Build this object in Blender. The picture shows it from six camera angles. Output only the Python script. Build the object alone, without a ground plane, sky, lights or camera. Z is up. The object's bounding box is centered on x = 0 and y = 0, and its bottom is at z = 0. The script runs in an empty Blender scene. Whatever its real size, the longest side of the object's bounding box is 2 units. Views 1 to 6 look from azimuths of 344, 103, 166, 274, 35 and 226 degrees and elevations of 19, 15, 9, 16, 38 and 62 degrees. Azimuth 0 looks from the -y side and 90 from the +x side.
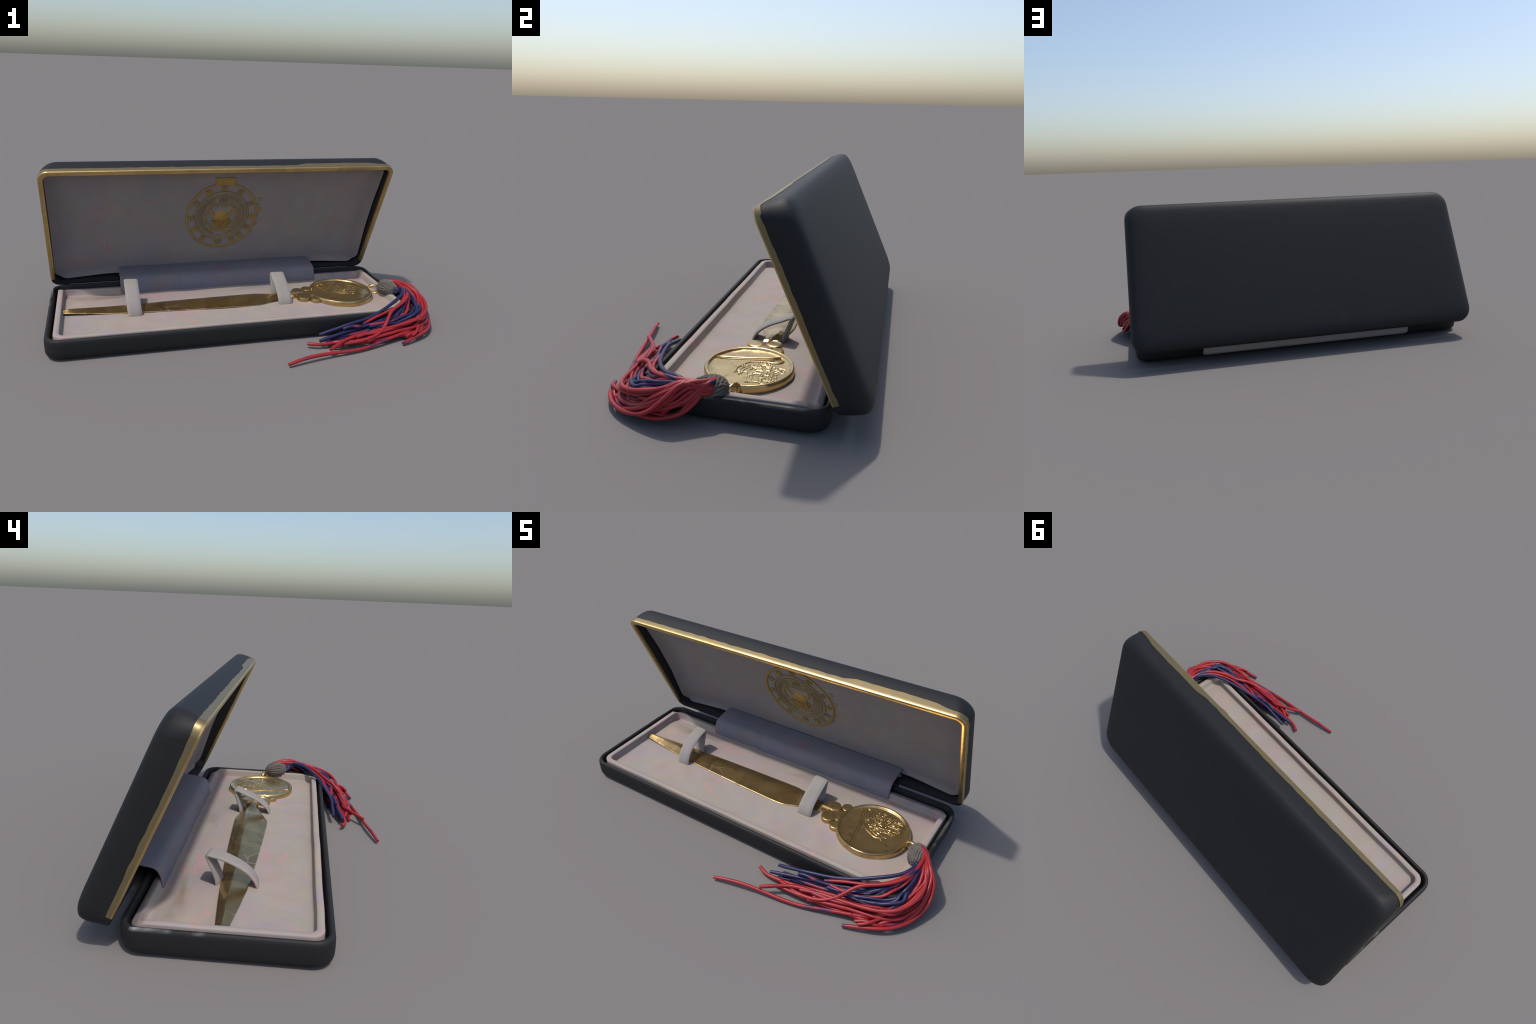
import bpy, bmesh, math, random
from mathutils import Vector, Matrix, noise

rnd = random.Random(7)

# ------------------------------------------------------------------ helpers
def new_mesh(name, verts, faces, mat=None, parent=None, smooth=True, angle=35, kind=None):
    me = bpy.data.meshes.new(name)
    me.from_pydata([tuple(v) for v in verts], [], faces)
    bm = bmesh.new(); bm.from_mesh(me)
    bmesh.ops.recalc_face_normals(bm, faces=bm.faces)
    bm.to_mesh(me); bm.free()
    if smooth:
        me.shade_smooth()
        me.set_sharp_from_angle(angle=math.radians(angle))
    ob = bpy.data.objects.new(name, me)
    bpy.context.scene.collection.objects.link(ob)
    if mat: me.materials.append(mat)
    if parent: ob.parent = parent
    if kind: ob["kind"] = kind
    return ob

def empty(name, label, category):
    ob = bpy.data.objects.new(name, None)
    ob.empty_display_size = 0.1
    bpy.context.scene.collection.objects.link(ob)
    ob["label"] = label; ob["category"] = category
    return ob

def rr(x0, x1, y0, y1, r, nc=10, nx=60, ny=24):
    """counter-clockwise rounded rectangle, always the same number of points"""
    r = max(0.002, min(r, (x1 - x0) / 2 - .001, (y1 - y0) / 2 - .001))
    pts = []
    def corner(cx, cy, a0):
        for i in range(nc):
            a = a0 + (i + .5) / nc * math.pi / 2
            pts.append((cx + r * math.cos(a), cy + r * math.sin(a)))
    def side(p, q, n):
        for i in range(n + 1):
            t = i / n
            pts.append((p[0] + (q[0] - p[0]) * t, p[1] + (q[1] - p[1]) * t))
    side((x0 + r, y0), (x1 - r, y0), nx); corner(x1 - r, y0 + r, -math.pi / 2)
    side((x1, y0 + r), (x1, y1 - r), ny); corner(x1 - r, y1 - r, 0)
    side((x1 - r, y1), (x0 + r, y1), nx); corner(x0 + r, y1 - r, math.pi / 2)
    side((x0, y1 - r), (x0, y0 + r), ny); corner(x0 + r, y0 + r, math.pi)
    return pts

def loft(loops, cap0=True, cap1=True, closed=True):
    n = len(loops[0]); verts = []; faces = []
    for l in loops: verts += l
    for i in range(len(loops) - 1):
        for j in range(n if closed else n - 1):
            k = (j + 1) % n
            faces.append((i * n + j, i * n + k, (i + 1) * n + k, (i + 1) * n + j))
    if cap0: faces.append(tuple(range(n)))
    if cap1: faces.append(tuple((len(loops) - 1) * n + j for j in range(n)))
    return verts, faces

def merge(*parts):
    V, F = [], []
    for v, f in parts:
        o = len(V); V += list(v); F += [tuple(i + o for i in q) for q in f]
    return V, F

def catmull(P, n):
    P = [Vector(p) for p in P]
    Q = [P[0] * 2 - P[1]] + P + [P[-1] * 2 - P[-2]]
    out = []
    segs = len(P) - 1
    for i in range(n):
        t = i / (n - 1) * segs; k = min(int(t), segs - 1); u = t - k
        a, b, c, d = Q[k:k + 4]
        out.append(.5 * ((2 * b) + (c - a) * u + (2 * a - 5 * b + 4 * c - d) * u * u + (3 * b - a - 3 * c + d) * u ** 3))
    return out

def tube(path, rad, ns=10, closed=False):
    """swept round tube; rad is a number or a function of 0..1"""
    n = len(path); loops = []
    up = Vector((0, 0, 1))
    for i, p in enumerate(path):
        if closed: t = path[(i + 1) % n] - path[i - 1]
        else: t = path[min(i + 1, n - 1)] - path[max(i - 1, 0)]
        t.normalize()
        a = up - t * up.dot(t)
        if a.length < 1e-4: a = Vector((1, 0, 0)) - t * t.x
        a.normalize(); up = a; b = t.cross(a)
        r = rad(i / (n - 1)) if callable(rad) else rad
        loops.append([p + (a * math.cos(2 * math.pi * k / ns) + b * math.sin(2 * math.pi * k / ns)) * r for k in range(ns)])
    if closed:
        loops.append(loops[0]); return loft(loops, False, False)
    return loft(loops)

def box(cx, cy, cz, sx, sy, sz, rot=0):
    c, s = math.cos(rot), math.sin(rot); v = []
    for dz in (-.5, .5):
        for dx, dy in ((-.5, -.5), (.5, -.5), (.5, .5), (-.5, .5)):
            k = .92 if dz > 0 else 1.0
            x, y = dx * sx * k, dy * sy * k
            v.append((cx + c * x - s * y, cy + s * x + c * y, cz + dz * sz))
    return v, [(0, 3, 2, 1), (4, 5, 6, 7), (0, 1, 5, 4), (1, 2, 6, 5), (2, 3, 7, 6), (3, 0, 4, 7)]

def sheet(profile, x0, x1, nx, thick, xf=None, skew=None):
    """a bent sheet of cloth or leather: profile in y,z swept along x, with thickness"""
    n = len(profile); nrm = []
    for i in range(n):
        t = (profile[min(i + 1, n - 1)] - profile[max(i - 1, 0)]).normalized()
        nrm.append(Vector((0, -t.z, t.y)))
    ring = [(p + m * thick / 2) for p, m in zip(profile, nrm)] + [(p - m * thick / 2) for p, m in reversed(list(zip(profile, nrm)))]
    loops = []
    for j in range(nx + 1):
        u = j / nx; x = x0 + (x1 - x0) * u
        e = min(u, 1 - u) * (x1 - x0)
        l = []
        for i, q in enumerate(ring):
            k = i if i < n else 2 * n - 1 - i
            m = nrm[k] * (1 if i < n else -1)
            dx, dn = xf(x, k / (n - 1), i < n) if xf else (0, 0)
            shrink = thick * .35 * max(0, 1 - e / (thick * .6)) ** 2
            l.append(Vector((x + dx, q.y + (skew(u, k / (n - 1)) if skew else 0), q.z)) + m * (dn - shrink))
        loops.append(l)
    return loft(loops)

# ------------------------------------------------------------------ materials
def mat_base(name):
    m = bpy.data.materials.new(name); m.use_nodes = True
    nt = m.node_tree
    b = nt.nodes["Principled BSDF"]
    tc = nt.nodes.new("ShaderNodeTexCoord")
    return m, nt, b, tc

def nz(nt, tc, scale, detail=4, dist=0.0, offs=(0, 0, 0), stretch=(1, 1, 1)):
    mp = nt.nodes.new("ShaderNodeMapping")
    mp.inputs["Location"].default_value = offs
    mp.inputs["Scale"].default_value = stretch
    nt.links.new(tc.outputs["Object"], mp.inputs["Vector"])
    n = nt.nodes.new("ShaderNodeTexNoise")
    n.inputs["Scale"].default_value = scale
    n.inputs["Detail"].default_value = detail
    n.inputs["Distortion"].default_value = dist
    nt.links.new(mp.outputs["Vector"], n.inputs["Vector"])
    return n.outputs["Fac"]

def ramp(nt, fac, stops):
    r = nt.nodes.new("ShaderNodeValToRGB")
    el = r.color_ramp.elements
    while len(el) < len(stops): el.new(.5)
    for e, (p, c) in zip(el, stops):
        e.position = p; e.color = (*c, 1) if len(c) == 3 else c
    nt.links.new(fac, r.inputs["Fac"])
    return r.outputs["Color"]

def g(v): return (v, v, v)

def mix(nt, fac, a, b, mode='MIX'):
    m = nt.nodes.new("ShaderNodeMix"); m.data_type = 'RGBA'; m.blend_type = mode
    for s, v in ((m.inputs[0], fac), (m.inputs[6], a), (m.inputs[7], b)):
        if isinstance(v, (int, float)): s.default_value = v
        elif isinstance(v, tuple): s.default_value = (*v, 1)
        else: nt.links.new(v, s)
    return m.outputs[2]

def math_n(nt, op, a, b=None):
    m = nt.nodes.new("ShaderNodeMath"); m.operation = op
    for i, v in enumerate((a, b)):
        if v is None: continue
        if isinstance(v, (int, float)): m.inputs[i].default_value = v
        else: nt.links.new(v, m.inputs[i])
    return m.outputs[0]

def bump(nt, b, h, strength, dist=.002):
    bp = nt.nodes.new("ShaderNodeBump")
    bp.inputs["Strength"].default_value = strength
    bp.inputs["Distance"].default_value = dist
    nt.links.new(h, bp.inputs["Height"])
    nt.links.new(bp.outputs["Normal"], b.inputs["Normal"])

def sparse_streaks(nt, tc, base, scale, pink, lilac, green, amt, offs):
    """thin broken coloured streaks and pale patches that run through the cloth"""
    n1 = nz(nt, tc, scale, 3, 1.2, offs)
    line = ramp(nt, n1, [(.48, g(0)), (.5, g(1)), (.52, g(0))])
    gate = ramp(nt, nz(nt, tc, scale * 1.1, 2, .4, (offs[0] + 3, 1, 2)), [(.54, g(0)), (.64, g(1))])
    f1 = math_n(nt, 'MULTIPLY', math_n(nt, 'MULTIPLY', line, gate), amt)
    c = mix(nt, f1, base, pink)
    p2 = ramp(nt, nz(nt, tc, scale * 1.5, 5, 1.5, (offs[0] + 7, 4, 1)), [(.60, g(0)), (.68, g(1))])
    c = mix(nt, math_n(nt, 'MULTIPLY', p2, amt * .30), c, lilac)
    p3 = ramp(nt, nz(nt, tc, scale * 1.3, 5, 2.0, (offs[0] + 1, 9, 5)), [(.62, g(0)), (.70, g(1))])
    c = mix(nt, math_n(nt, 'MULTIPLY', p3, amt * .42), c, green)
    return c

def cloth(name, col, alt, pink, lilac, green, amt=.5, scale=5, offs=(0, 0, 0), baked_smears=False, rough=.85):
    m, nt, b, tc = mat_base(name)
    base = mix(nt, ramp(nt, nz(nt, tc, 3.2, 4, .6, offs), [(.35, g(0)), (.65, g(1))]), col, alt)
    hn = nt.nodes.new("ShaderNodeTexNoise"); hn.inputs["Scale"].default_value = 4.5; hn.inputs["Detail"].default_value = 5
    hn.inputs["Distortion"].default_value = 1.6
    nt.links.new(tc.outputs["Object"], hn.inputs["Vector"])
    hv = nt.nodes.new("ShaderNodeVectorMath"); hv.operation = 'MULTIPLY_ADD'
    hv.inputs[1].default_value = (.40, .32, .40); hv.inputs[2].default_value = (.80, .84, .80)
    nt.links.new(hn.outputs["Color"], hv.inputs[0])
    base = mix(nt, 1.0, base, hv.outputs[0], 'MULTIPLY')
    c = sparse_streaks(nt, tc, base, scale, pink, lilac, green, amt, offs)
    if baked_smears:   # gold reflections cast on the floor behind the blade, painted in brown
        sx = nt.nodes.new("ShaderNodeSeparateXYZ")
        nt.links.new(tc.outputs["Object"], sx.inputs[0])
        dy = math_n(nt, 'ABSOLUTE', math_n(nt, 'SUBTRACT', sx.outputs["Y"], .262))
        band = ramp(nt, dy, [(.0, g(1)), (.045, g(0))])
        st = ramp(nt, nz(nt, tc, 4.2, 3, .3, (1.3, 0, 0), (.55, 1.6, 1)), [(.40, g(0)), (.60, g(1))])
        xm = ramp(nt, math_n(nt, 'MULTIPLY_ADD', sx.outputs["X"], .5), [(.04, g(0)), (.08, g(1)), (.49, g(1)), (.62, g(0))])
        # MULTIPLY_ADD: x*.5 + .5
        xm.node.inputs["Fac"].links[0].from_node.inputs[2].default_value = .5
        f = math_n(nt, 'MULTIPLY', math_n(nt, 'MULTIPLY', band, st), math_n(nt, 'MULTIPLY', xm, .8))
        c = mix(nt, f, c, (.15, .10, .05))
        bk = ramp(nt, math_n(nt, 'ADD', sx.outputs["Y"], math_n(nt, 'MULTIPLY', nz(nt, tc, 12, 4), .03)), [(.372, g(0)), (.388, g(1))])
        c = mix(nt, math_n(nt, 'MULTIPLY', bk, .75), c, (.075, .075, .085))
    nt.links.new(c, b.inputs["Base Color"])
    b.inputs["Roughness"].default_value = rough
    b.inputs["Specular IOR Level"].default_value = .25
    bump(nt, b, nz(nt, tc, 60, 5), .15, .002)
    return m

LINEN = cloth("pale_linen", (.335, .283, .252), (.318, .27, .246), (.47, .245, .235), (.30, .272, .345), (.27, .285, .24), 1.0, 4.5, baked_smears=True)
STRAPC = cloth("strap_linen", (.28, .255, .236), (.27, .245, .23), (.45, .25, .245), (.30, .272, .345), (.265, .295, .25), .8, 6, (5, 2, 0))
LIDC = cloth("lid_lining_cloth", (.27, .235, .22), (.255, .226, .218), (.32, .15, .155), (.225, .21, .285), (.20, .23, .20), .6, 5, (2, 3, 1))
HINGEC = cloth("blue_grey_leather", (.178, .174, .194), (.162, .16, .182), (.25, .12, .15), (.15, .148, .21), (.14, .175, .17), .8, 5, (9, 1, 4), rough=.65)

def leatherette(name, pale_rim=False):
    m, nt, b, tc = mat_base(name)
    base = mix(nt, nz(nt, tc, 2.5, 4, .5), (.0115, .0115, .0122), (.0145, .0145, .015))
    n1 = ramp(nt, nz(nt, tc, 4.5, 3, 1.0, (4, 0, 2)), [(.493, g(0)), (.5, g(1)), (.507, g(0))])
    gate = ramp(nt, nz(nt, tc, 5, 2, .4, (8, 1, 2)), [(.57, g(0)), (.66, g(1))])
    c = mix(nt, math_n(nt, 'MULTIPLY', math_n(nt, 'MULTIPLY', n1, gate), .5), base, (.045, .012, .013))
    sc = ramp(nt, nz(nt, tc, 6, 4, 2.5, (2, 7, 3)), [(.66, g(0)), (.75, g(1))])
    c = mix(nt, math_n(nt, 'MULTIPLY', sc, .25), c, (.026, .026, .028))
    if pale_rim:      # pale streaks along the upper rim at both ends
        sx = nt.nodes.new("ShaderNodeSeparateXYZ"); nt.links.new(tc.outputs["Object"], sx.inputs[0])
        up = ramp(nt, sx.outputs["Z"], [(.0935, g(0)), (.099, g(1))])
        n_ = nz(nt, tc, 14, 4, .5, (0, 0, 0), (1, .5, 1))
        right = ramp(nt, sx.outputs["X"], [(.882, g(0)), (.890, g(1))])
        f1 = math_n(nt, 'MULTIPLY', math_n(nt, 'MULTIPLY', right, up), ramp(nt, n_, [(.42, g(0)), (.6, g(1))]))
        c = mix(nt, math_n(nt, 'MULTIPLY', f1, .8), c, (.14, .125, .105))
        left = ramp(nt, math_n(nt, 'MULTIPLY', sx.outputs["X"], -1.0), [(.981, g(0)), (.984, g(1)), (.991, g(1)), (.993, g(0))])
        yy = ramp(nt, sx.outputs["Y"], [(.12, g(0)), (.15, g(1)), (.36, g(1)), (.38, g(0))])
        f2 = math_n(nt, 'MULTIPLY', math_n(nt, 'MULTIPLY', left, yy), math_n(nt, 'MULTIPLY', up, ramp(nt, n_, [(.36, g(0)), (.5, g(1))])))
        c = mix(nt, math_n(nt, 'MULTIPLY', f2, .8), c, (.30, .30, .31))
    nt.links.new(c, b.inputs["Base Color"])
    b.inputs["Roughness"].default_value = .6
    b.inputs["Specular IOR Level"].default_value = .3
    bump(nt, b, nz(nt, tc, 45, 4), .06, .002)
    return m
BLACK = leatherette("black_leatherette")
BLACKB = leatherette("black_leatherette_pale_rim", True)

def inner_black():
    m, nt, b, tc = mat_base("black_inner_wall")
    nt.links.new(mix(nt, nz(nt, tc, 8), (.010, .0105, .012), (.014, .014, .016)), b.inputs["Base Color"])
    b.inputs["Roughness"].default_value = .6
    return m
INNER = inner_black()

def gold(name, c1, c2, reflection_dark, r0, r1, scale=7, facet=.25, streak=.35, metal=1.0):
    m, nt, b, tc = mat_base(name)
    n = nz(nt, tc, scale, 4, .8)
    c = mix(nt, ramp(nt, n, [(.38, g(0)), (.62, g(1))]), c1, c2)
    st = ramp(nt, nz(nt, tc, scale * 1.4, 5, 1.6, (3, 3, 3)), [(.56, g(0)), (.68, g(1))])
    c = mix(nt, math_n(nt, 'MULTIPLY', st, .55), c, reflection_dark)
    wv = nt.nodes.new("ShaderNodeTexNoise"); wv.inputs["Scale"].default_value = scale * .8
    nt.links.new(tc.outputs["Object"], wv.inputs["Vector"])
    ad = nt.nodes.new("ShaderNodeMix"); ad.data_type = 'RGBA'; ad.blend_type = 'ADD'; ad.inputs[0].default_value = .12
    nt.links.new(tc.outputs["Object"], ad.inputs[6]); nt.links.new(wv.outputs["Color"], ad.inputs[7])
    vo = nt.nodes.new("ShaderNodeTexVoronoi"); vo.inputs["Scale"].default_value = scale * 1.5
    nt.links.new(ad.outputs[2], vo.inputs["Vector"])
    sp = nt.nodes.new("ShaderNodeSeparateColor"); nt.links.new(vo.outputs["Color"], sp.inputs[0])
    dark = ramp(nt, sp.outputs[0], [(.0, g(.0)), (1, g(.62))])
    c = mix(nt, math_n(nt, 'MULTIPLY', dark, facet * 1.8), c, reflection_dark)  # cell-by-cell darkening bakes patchy mirror reflections into the metal's colour
    ve = nt.nodes.new("ShaderNodeTexVoronoi"); ve.feature = 'DISTANCE_TO_EDGE'; ve.inputs["Scale"].default_value = scale * 1.5
    nt.links.new(ad.outputs[2], ve.inputs["Vector"])
    ln = ramp(nt, ve.outputs["Distance"], [(.0, g(1)), (.05, g(0))])
    gate = ramp(nt, nz(nt, tc, scale, 2, .4, (1, 5, 0)), [(.52, g(0)), (.6, g(1))])
    c = mix(nt, math_n(nt, 'MULTIPLY', math_n(nt, 'MULTIPLY', ln, gate), streak), c, (.85, .5, .38))
    nt.links.new(c, b.inputs["Base Color"])
    b.inputs["Metallic"].default_value = metal
    rr_ = nt.nodes.new("ShaderNodeMapRange")
    nt.links.new(n, rr_.inputs[0]); rr_.inputs[3].default_value = r0; rr_.inputs[4].default_value = r1
    nt.links.new(rr_.outputs[0], b.inputs["Roughness"])
    hh = math_n(nt, 'ADD', nz(nt, tc, scale * 1.2, 2, .5), math_n(nt, 'MULTIPLY', vo.outputs["Distance"], .5))
    bump(nt, b, hh, facet, .004)
    return m
GOLD = gold("polished_gold", (.66, .475, .21), (.54, .385, .17), (.30, .215, .095), .18, .32, 9, .3, .5, .92)
BLADE = gold("blade_gold", (.60, .42, .18), (.44, .31, .13), (.21, .14, .055), .16, .30, 6, .5, .8, .92)

def trim():
    m, nt, b, tc = mat_base("gold_edging")
    n = nz(nt, tc, 9, 5, 1.0)
    c = mix(nt, ramp(nt, n, [(.4, g(0)), (.62, g(1))]), (.60, .43, .17), (.47, .34, .14))
    c = mix(nt, math_n(nt, 'MULTIPLY', ramp(nt, nz(nt, tc, 6, 4, 1.2, (4, 4, 1)), [(.58, g(0)), (.7, g(1))]), .5), c, (.56, .46, .33))
    nt.links.new(c, b.inputs["Base Color"])
    b.inputs["Metallic"].default_value = .9
    b.inputs["Roughness"].default_value = .34
    bump(nt, b, nz(nt, tc, 14, 3), .25, .004)
    return m
TRIM = trim()
def worn():  # duller beige gold for the outer side of the edging
    m, nt, b, tc = mat_base("dull_edging")
    c = mix(nt, ramp(nt, nz(nt, tc, 8, 5, 1.0), [(.4, g(0)), (.6, g(1))]), (.235, .175, .075), (.205, .165, .09))
    c = mix(nt, ramp(nt, nz(nt, tc, 13, 4, 1.0, (2, 5, 2)), [(.6, g(0)), (.7, g(.6))]), c, (.22, .16, .06))
    nt.links.new(c, b.inputs["Base Color"])
    b.inputs["Metallic"].default_value = .65
    b.inputs["Roughness"].default_value = .42
    bump(nt, b, nz(nt, tc, 20, 3), .3, .003)
    return m
DULL_TRIM = worn()

def plain(name, col, alt, rough, metal=0.0, scale=12, bs=.2, bscale=80, spec=.4):
    m, nt, b, tc = mat_base(name)
    nt.links.new(mix(nt, ramp(nt, nz(nt, tc, scale, 4, .5), [(.35, g(0)), (.65, g(1))]), col, alt), b.inputs["Base Color"])
    b.inputs["Roughness"].default_value = rough
    b.inputs["Metallic"].default_value = metal
    b.inputs["Specular IOR Level"].default_value = spec
    bump(nt, b, nz(nt, tc, bscale, 3), bs, .002)
    return m
FOIL = plain("stamped_gold_foil", (.40, .265, .075), (.33, .22, .075), .5, .45, 9, .5, 60)
FOIL2 = plain("dull_stamped_gold", (.32, .23, .095), (.27, .20, .105), .55, .35, 12, .5, 60)
CORD = plain("grey_cord", (.135, .118, .102), (.10, .088, .078), .8, 0, 30, .35, 120)
MARK = plain("dark_engraving", (.07, .055, .02), (.10, .078, .03), .5, .6, 20)
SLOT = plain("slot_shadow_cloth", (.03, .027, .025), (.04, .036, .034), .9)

def strand_mat(name, col, alt, other, amt):
    """silky cord, dyed mostly one colour with the other showing in lengths, fine rungs of twist"""
    m, nt, b, tc = mat_base(name)
    c = mix(nt, nz(nt, tc, 14, 3), col, alt)
    oi = nt.nodes.new("ShaderNodeObjectInfo")
    mp = nt.nodes.new("ShaderNodeVectorMath"); mp.operation = 'ADD'
    nt.links.new(tc.outputs["Object"], mp.inputs[0])
    cx = nt.nodes.new("ShaderNodeCombineXYZ")
    nt.links.new(math_n(nt, 'MULTIPLY', oi.outputs["Random"], 20.0), cx.inputs[0])
    nt.links.new(cx.outputs[0], mp.inputs[1])
    n = nt.nodes.new("ShaderNodeTexNoise"); n.inputs["Scale"].default_value = 7; n.inputs["Detail"].default_value = 3
    nt.links.new(mp.outputs[0], n.inputs["Vector"])
    f = ramp(nt, n.outputs["Fac"], [(.60 - amt, g(0)), (.66 - amt, g(1))])
    c = mix(nt, math_n(nt, 'MULTIPLY', f, .75), c, other)
    nt.links.new(c, b.inputs["Base Color"])
    b.inputs["Roughness"].default_value = .42
    b.inputs["Specular IOR Level"].default_value = .45
    w = nt.nodes.new("ShaderNodeTexWave"); w.inputs["Scale"].default_value = 60; w.inputs["Distortion"].default_value = 4
    nt.links.new(tc.outputs["Object"], w.inputs["Vector"])
    bump(nt, b, w.outputs["Fac"], .12, .0015)
    return m
RED = strand_mat("red_silk", (.33, .017, .022), (.27, .014, .019), (.022, .02, .075), -.02)
BLUE = strand_mat("navy_silk", (.014, .014, .058), (.019, .019, .072), (.30, .028, .045), -.03)

# ------------------------------------------------------------------ the case
case = empty("presentation_case", "open black presentation case with gold edge and pale lining", "presentation case")

# base shell: shallow black tray with rounded underside
BX0, BX1, BY0, BY1 = -.995, .903, -.3025, .4225
prof = [(.25, 0), (.12, 0), (.050, 0), (.030, .0005), (.018, .003), (.009, .008), (.0035, .016), (.0008, .027), (0, .042),
        (0, .070), (.0005, .086), (.0022, .096), (.006, .1025), (.0105, .1046), (.0155, .1046), (.0195, .1022), (.0215, .096), (.0222, .04)]
loops = []
for o, z in prof:
    l = rr(BX0 + o, BX1 - o, BY0 + o, BY1 - o, .075 - o * .8)
    low = max(0, 1 - z / .10)       # right end and back lean in towards the bottom
    loops.append([Vector((x - .009 * low * max(0, min(1, (x - .6) / .3)), y - .005 * low * max(0, min(1, (y - .2) / .2)), .004 + z * .965)) for x, y in l])
base = new_mesh("base_shell", *loft(loops), BLACKB, case)

# lining tray
TX0, TX1, TY0, TY1 = -.956, .867, -.2665, .388
tp = [(0, .035), (0, .098), (.0012, .1018), (.0040, .1040), (.014, .1045), (.0245, .1040), (.0272, .1022), (.0285, .098), (.0335, .072), (.0355, .0675),
      (.039, .0655), (.045, .0648), (.054, .0648), (.075, .0655), (.11, .067), (.15, .068), (.2, .069), (.25, .07), (.3, .07)]
loops = []
for i, (o, z) in enumerate(tp):
    l = rr(TX0 + o, TX1 - o, TY0 + o, TY1 - o, .052 - o * .7)
    L = []
    for x, y in l:
        dz = 0; dx = dy = 0
        if i >= 1:
            k = 1 if i > 9 else .45
            dz = k * (.0035 * noise.noise(Vector((x * 5, y * 5, 0))) + .0018 * noise.noise(Vector((x * 14, y * 14, 3))))
            if i > 8: dz += -.012 * max(0, min(1, (y - .27) / .07)) + .001 * max(0, min(1, (-.2 - x) / .5)) * max(0, min(1, (.15 - y) / .2))
            dy = .002 * noise.noise(Vector((x * 6, y * 2, 8)))
        if 0 < i < 9: dz -= .020 * max(0, min(1, (y - .335) / .03))
        L.append(Vector((x + dx, y + dy, z + dz)))
    loops.append(L)
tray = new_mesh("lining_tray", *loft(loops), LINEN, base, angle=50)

# elastic straps that hold the blade
def strap(pts, x0, x1, lean, k0, k1):
    P = catmull([(0, y, z) for y, z in pts], 44)
    def xf(x, t, outer):
        return lean * math.sin(t * math.pi), 0
    return new_mesh("strap", *sheet(P, x0, x1, 8, .0145, xf, lambda u, t: (u - .5) * (k0 + (k1 - k0) * t)), STRAPC, tray, angle=50)
s1 = [(-.015, .048), (-.0125, .074), (-.001, .102), (.022, .130), (.052, .152), (.090, .172), (.126, .186), (.155, .1925), (.172, .196),
      (.1775, .190), (.166, .160), (.151, .125), (.139, .090), (.135, .050)]
s2 = [(-.014, .048), (-.010, .077), (.008, .107), (.042, .135), (.080, .155), (.120, .171), (.146, .1835), (.160, .1865),
      (.1655, .182), (.158, .160), (.144, .12), (.134, .085), (.130, .050)]
strap(s1, -.599, -.527, -.010, .006, -.018)
strap(s2, .208, .285, -.003, .006, -.012)
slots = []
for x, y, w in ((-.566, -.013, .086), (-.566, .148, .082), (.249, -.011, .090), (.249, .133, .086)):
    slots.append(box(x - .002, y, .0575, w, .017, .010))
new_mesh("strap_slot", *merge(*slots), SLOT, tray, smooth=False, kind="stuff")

# ---- lid : local frame x along, s down from the top rim, d outward (back)
LO = Vector((0, .1412, .7895))
LD = Vector((0, .296, -.657)).normalized()
LN = Vector((0, -LD.z, LD.y))
def lid(x, s, d): return LO + Vector((x, 0, 0)) + LD * s + LN * d
LX0, LX1, LS0, LS1 = -.9945, .9075, -.005, .768

def lid_loop(o, d, r=.046):
    so = .039 * min(1, max(0, d / .09))           # the hinge end slopes outward
    k = min(1, max(0, d / .07)); fl = .003 * k
    l = rr(LX0 + o - fl, LX1 - o + fl, LS0 + o, LS1 + so - o, r + .042 * min(1, max(0, d / .08)) - o * .4)
    if d < .03:        # the lip along the hinge is set back between the corners
        return [lid(x, s, d + .002 * max(0, min(1, (s - LS1 + .05) / .03)) * max(0, min(1, (.90 - abs(x + .045)) / .06))) for x, s in l]
    return [lid(x + .006 * k * (s / .78) * (1 if x > 0 else -1) * min(1, abs(x) / .6), s, d) for x, s in l]
lp = [(.036, .100), (.0150, .086), (.0150, .05), (.0145, .0), (.0140, -.004), (.011, -.0065), (.004, -.0065), (.001, -.004), (0, .002),
      (0, .02), (0, .045), (.001, .066), (.0035, .083), (.0085, .0965), (.016, .1065), (.025, .1135), (.036, .1185), (.052, .122),
      (.075, .1242), (.11, .1257), (.16, .1267), (.22, .1275), (.28, .128), (.34, .128)]
V, F = loft([lid_loop(o, d) for o, d in lp])
lid_shell = new_mesh("lid_shell", V, F, BLACK, case)
# dark inner wall, 1.5 mm proud of the shell's own inner side
V, F = loft([lid_loop(o, d) for o, d in ((.0142, -.0045), (.0170, -.0045), (.0172, .0), (.0172, .084), (.0142, .084))], False, False)
new_mesh("inner_wall", V, F, INNER, lid_shell)

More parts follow.
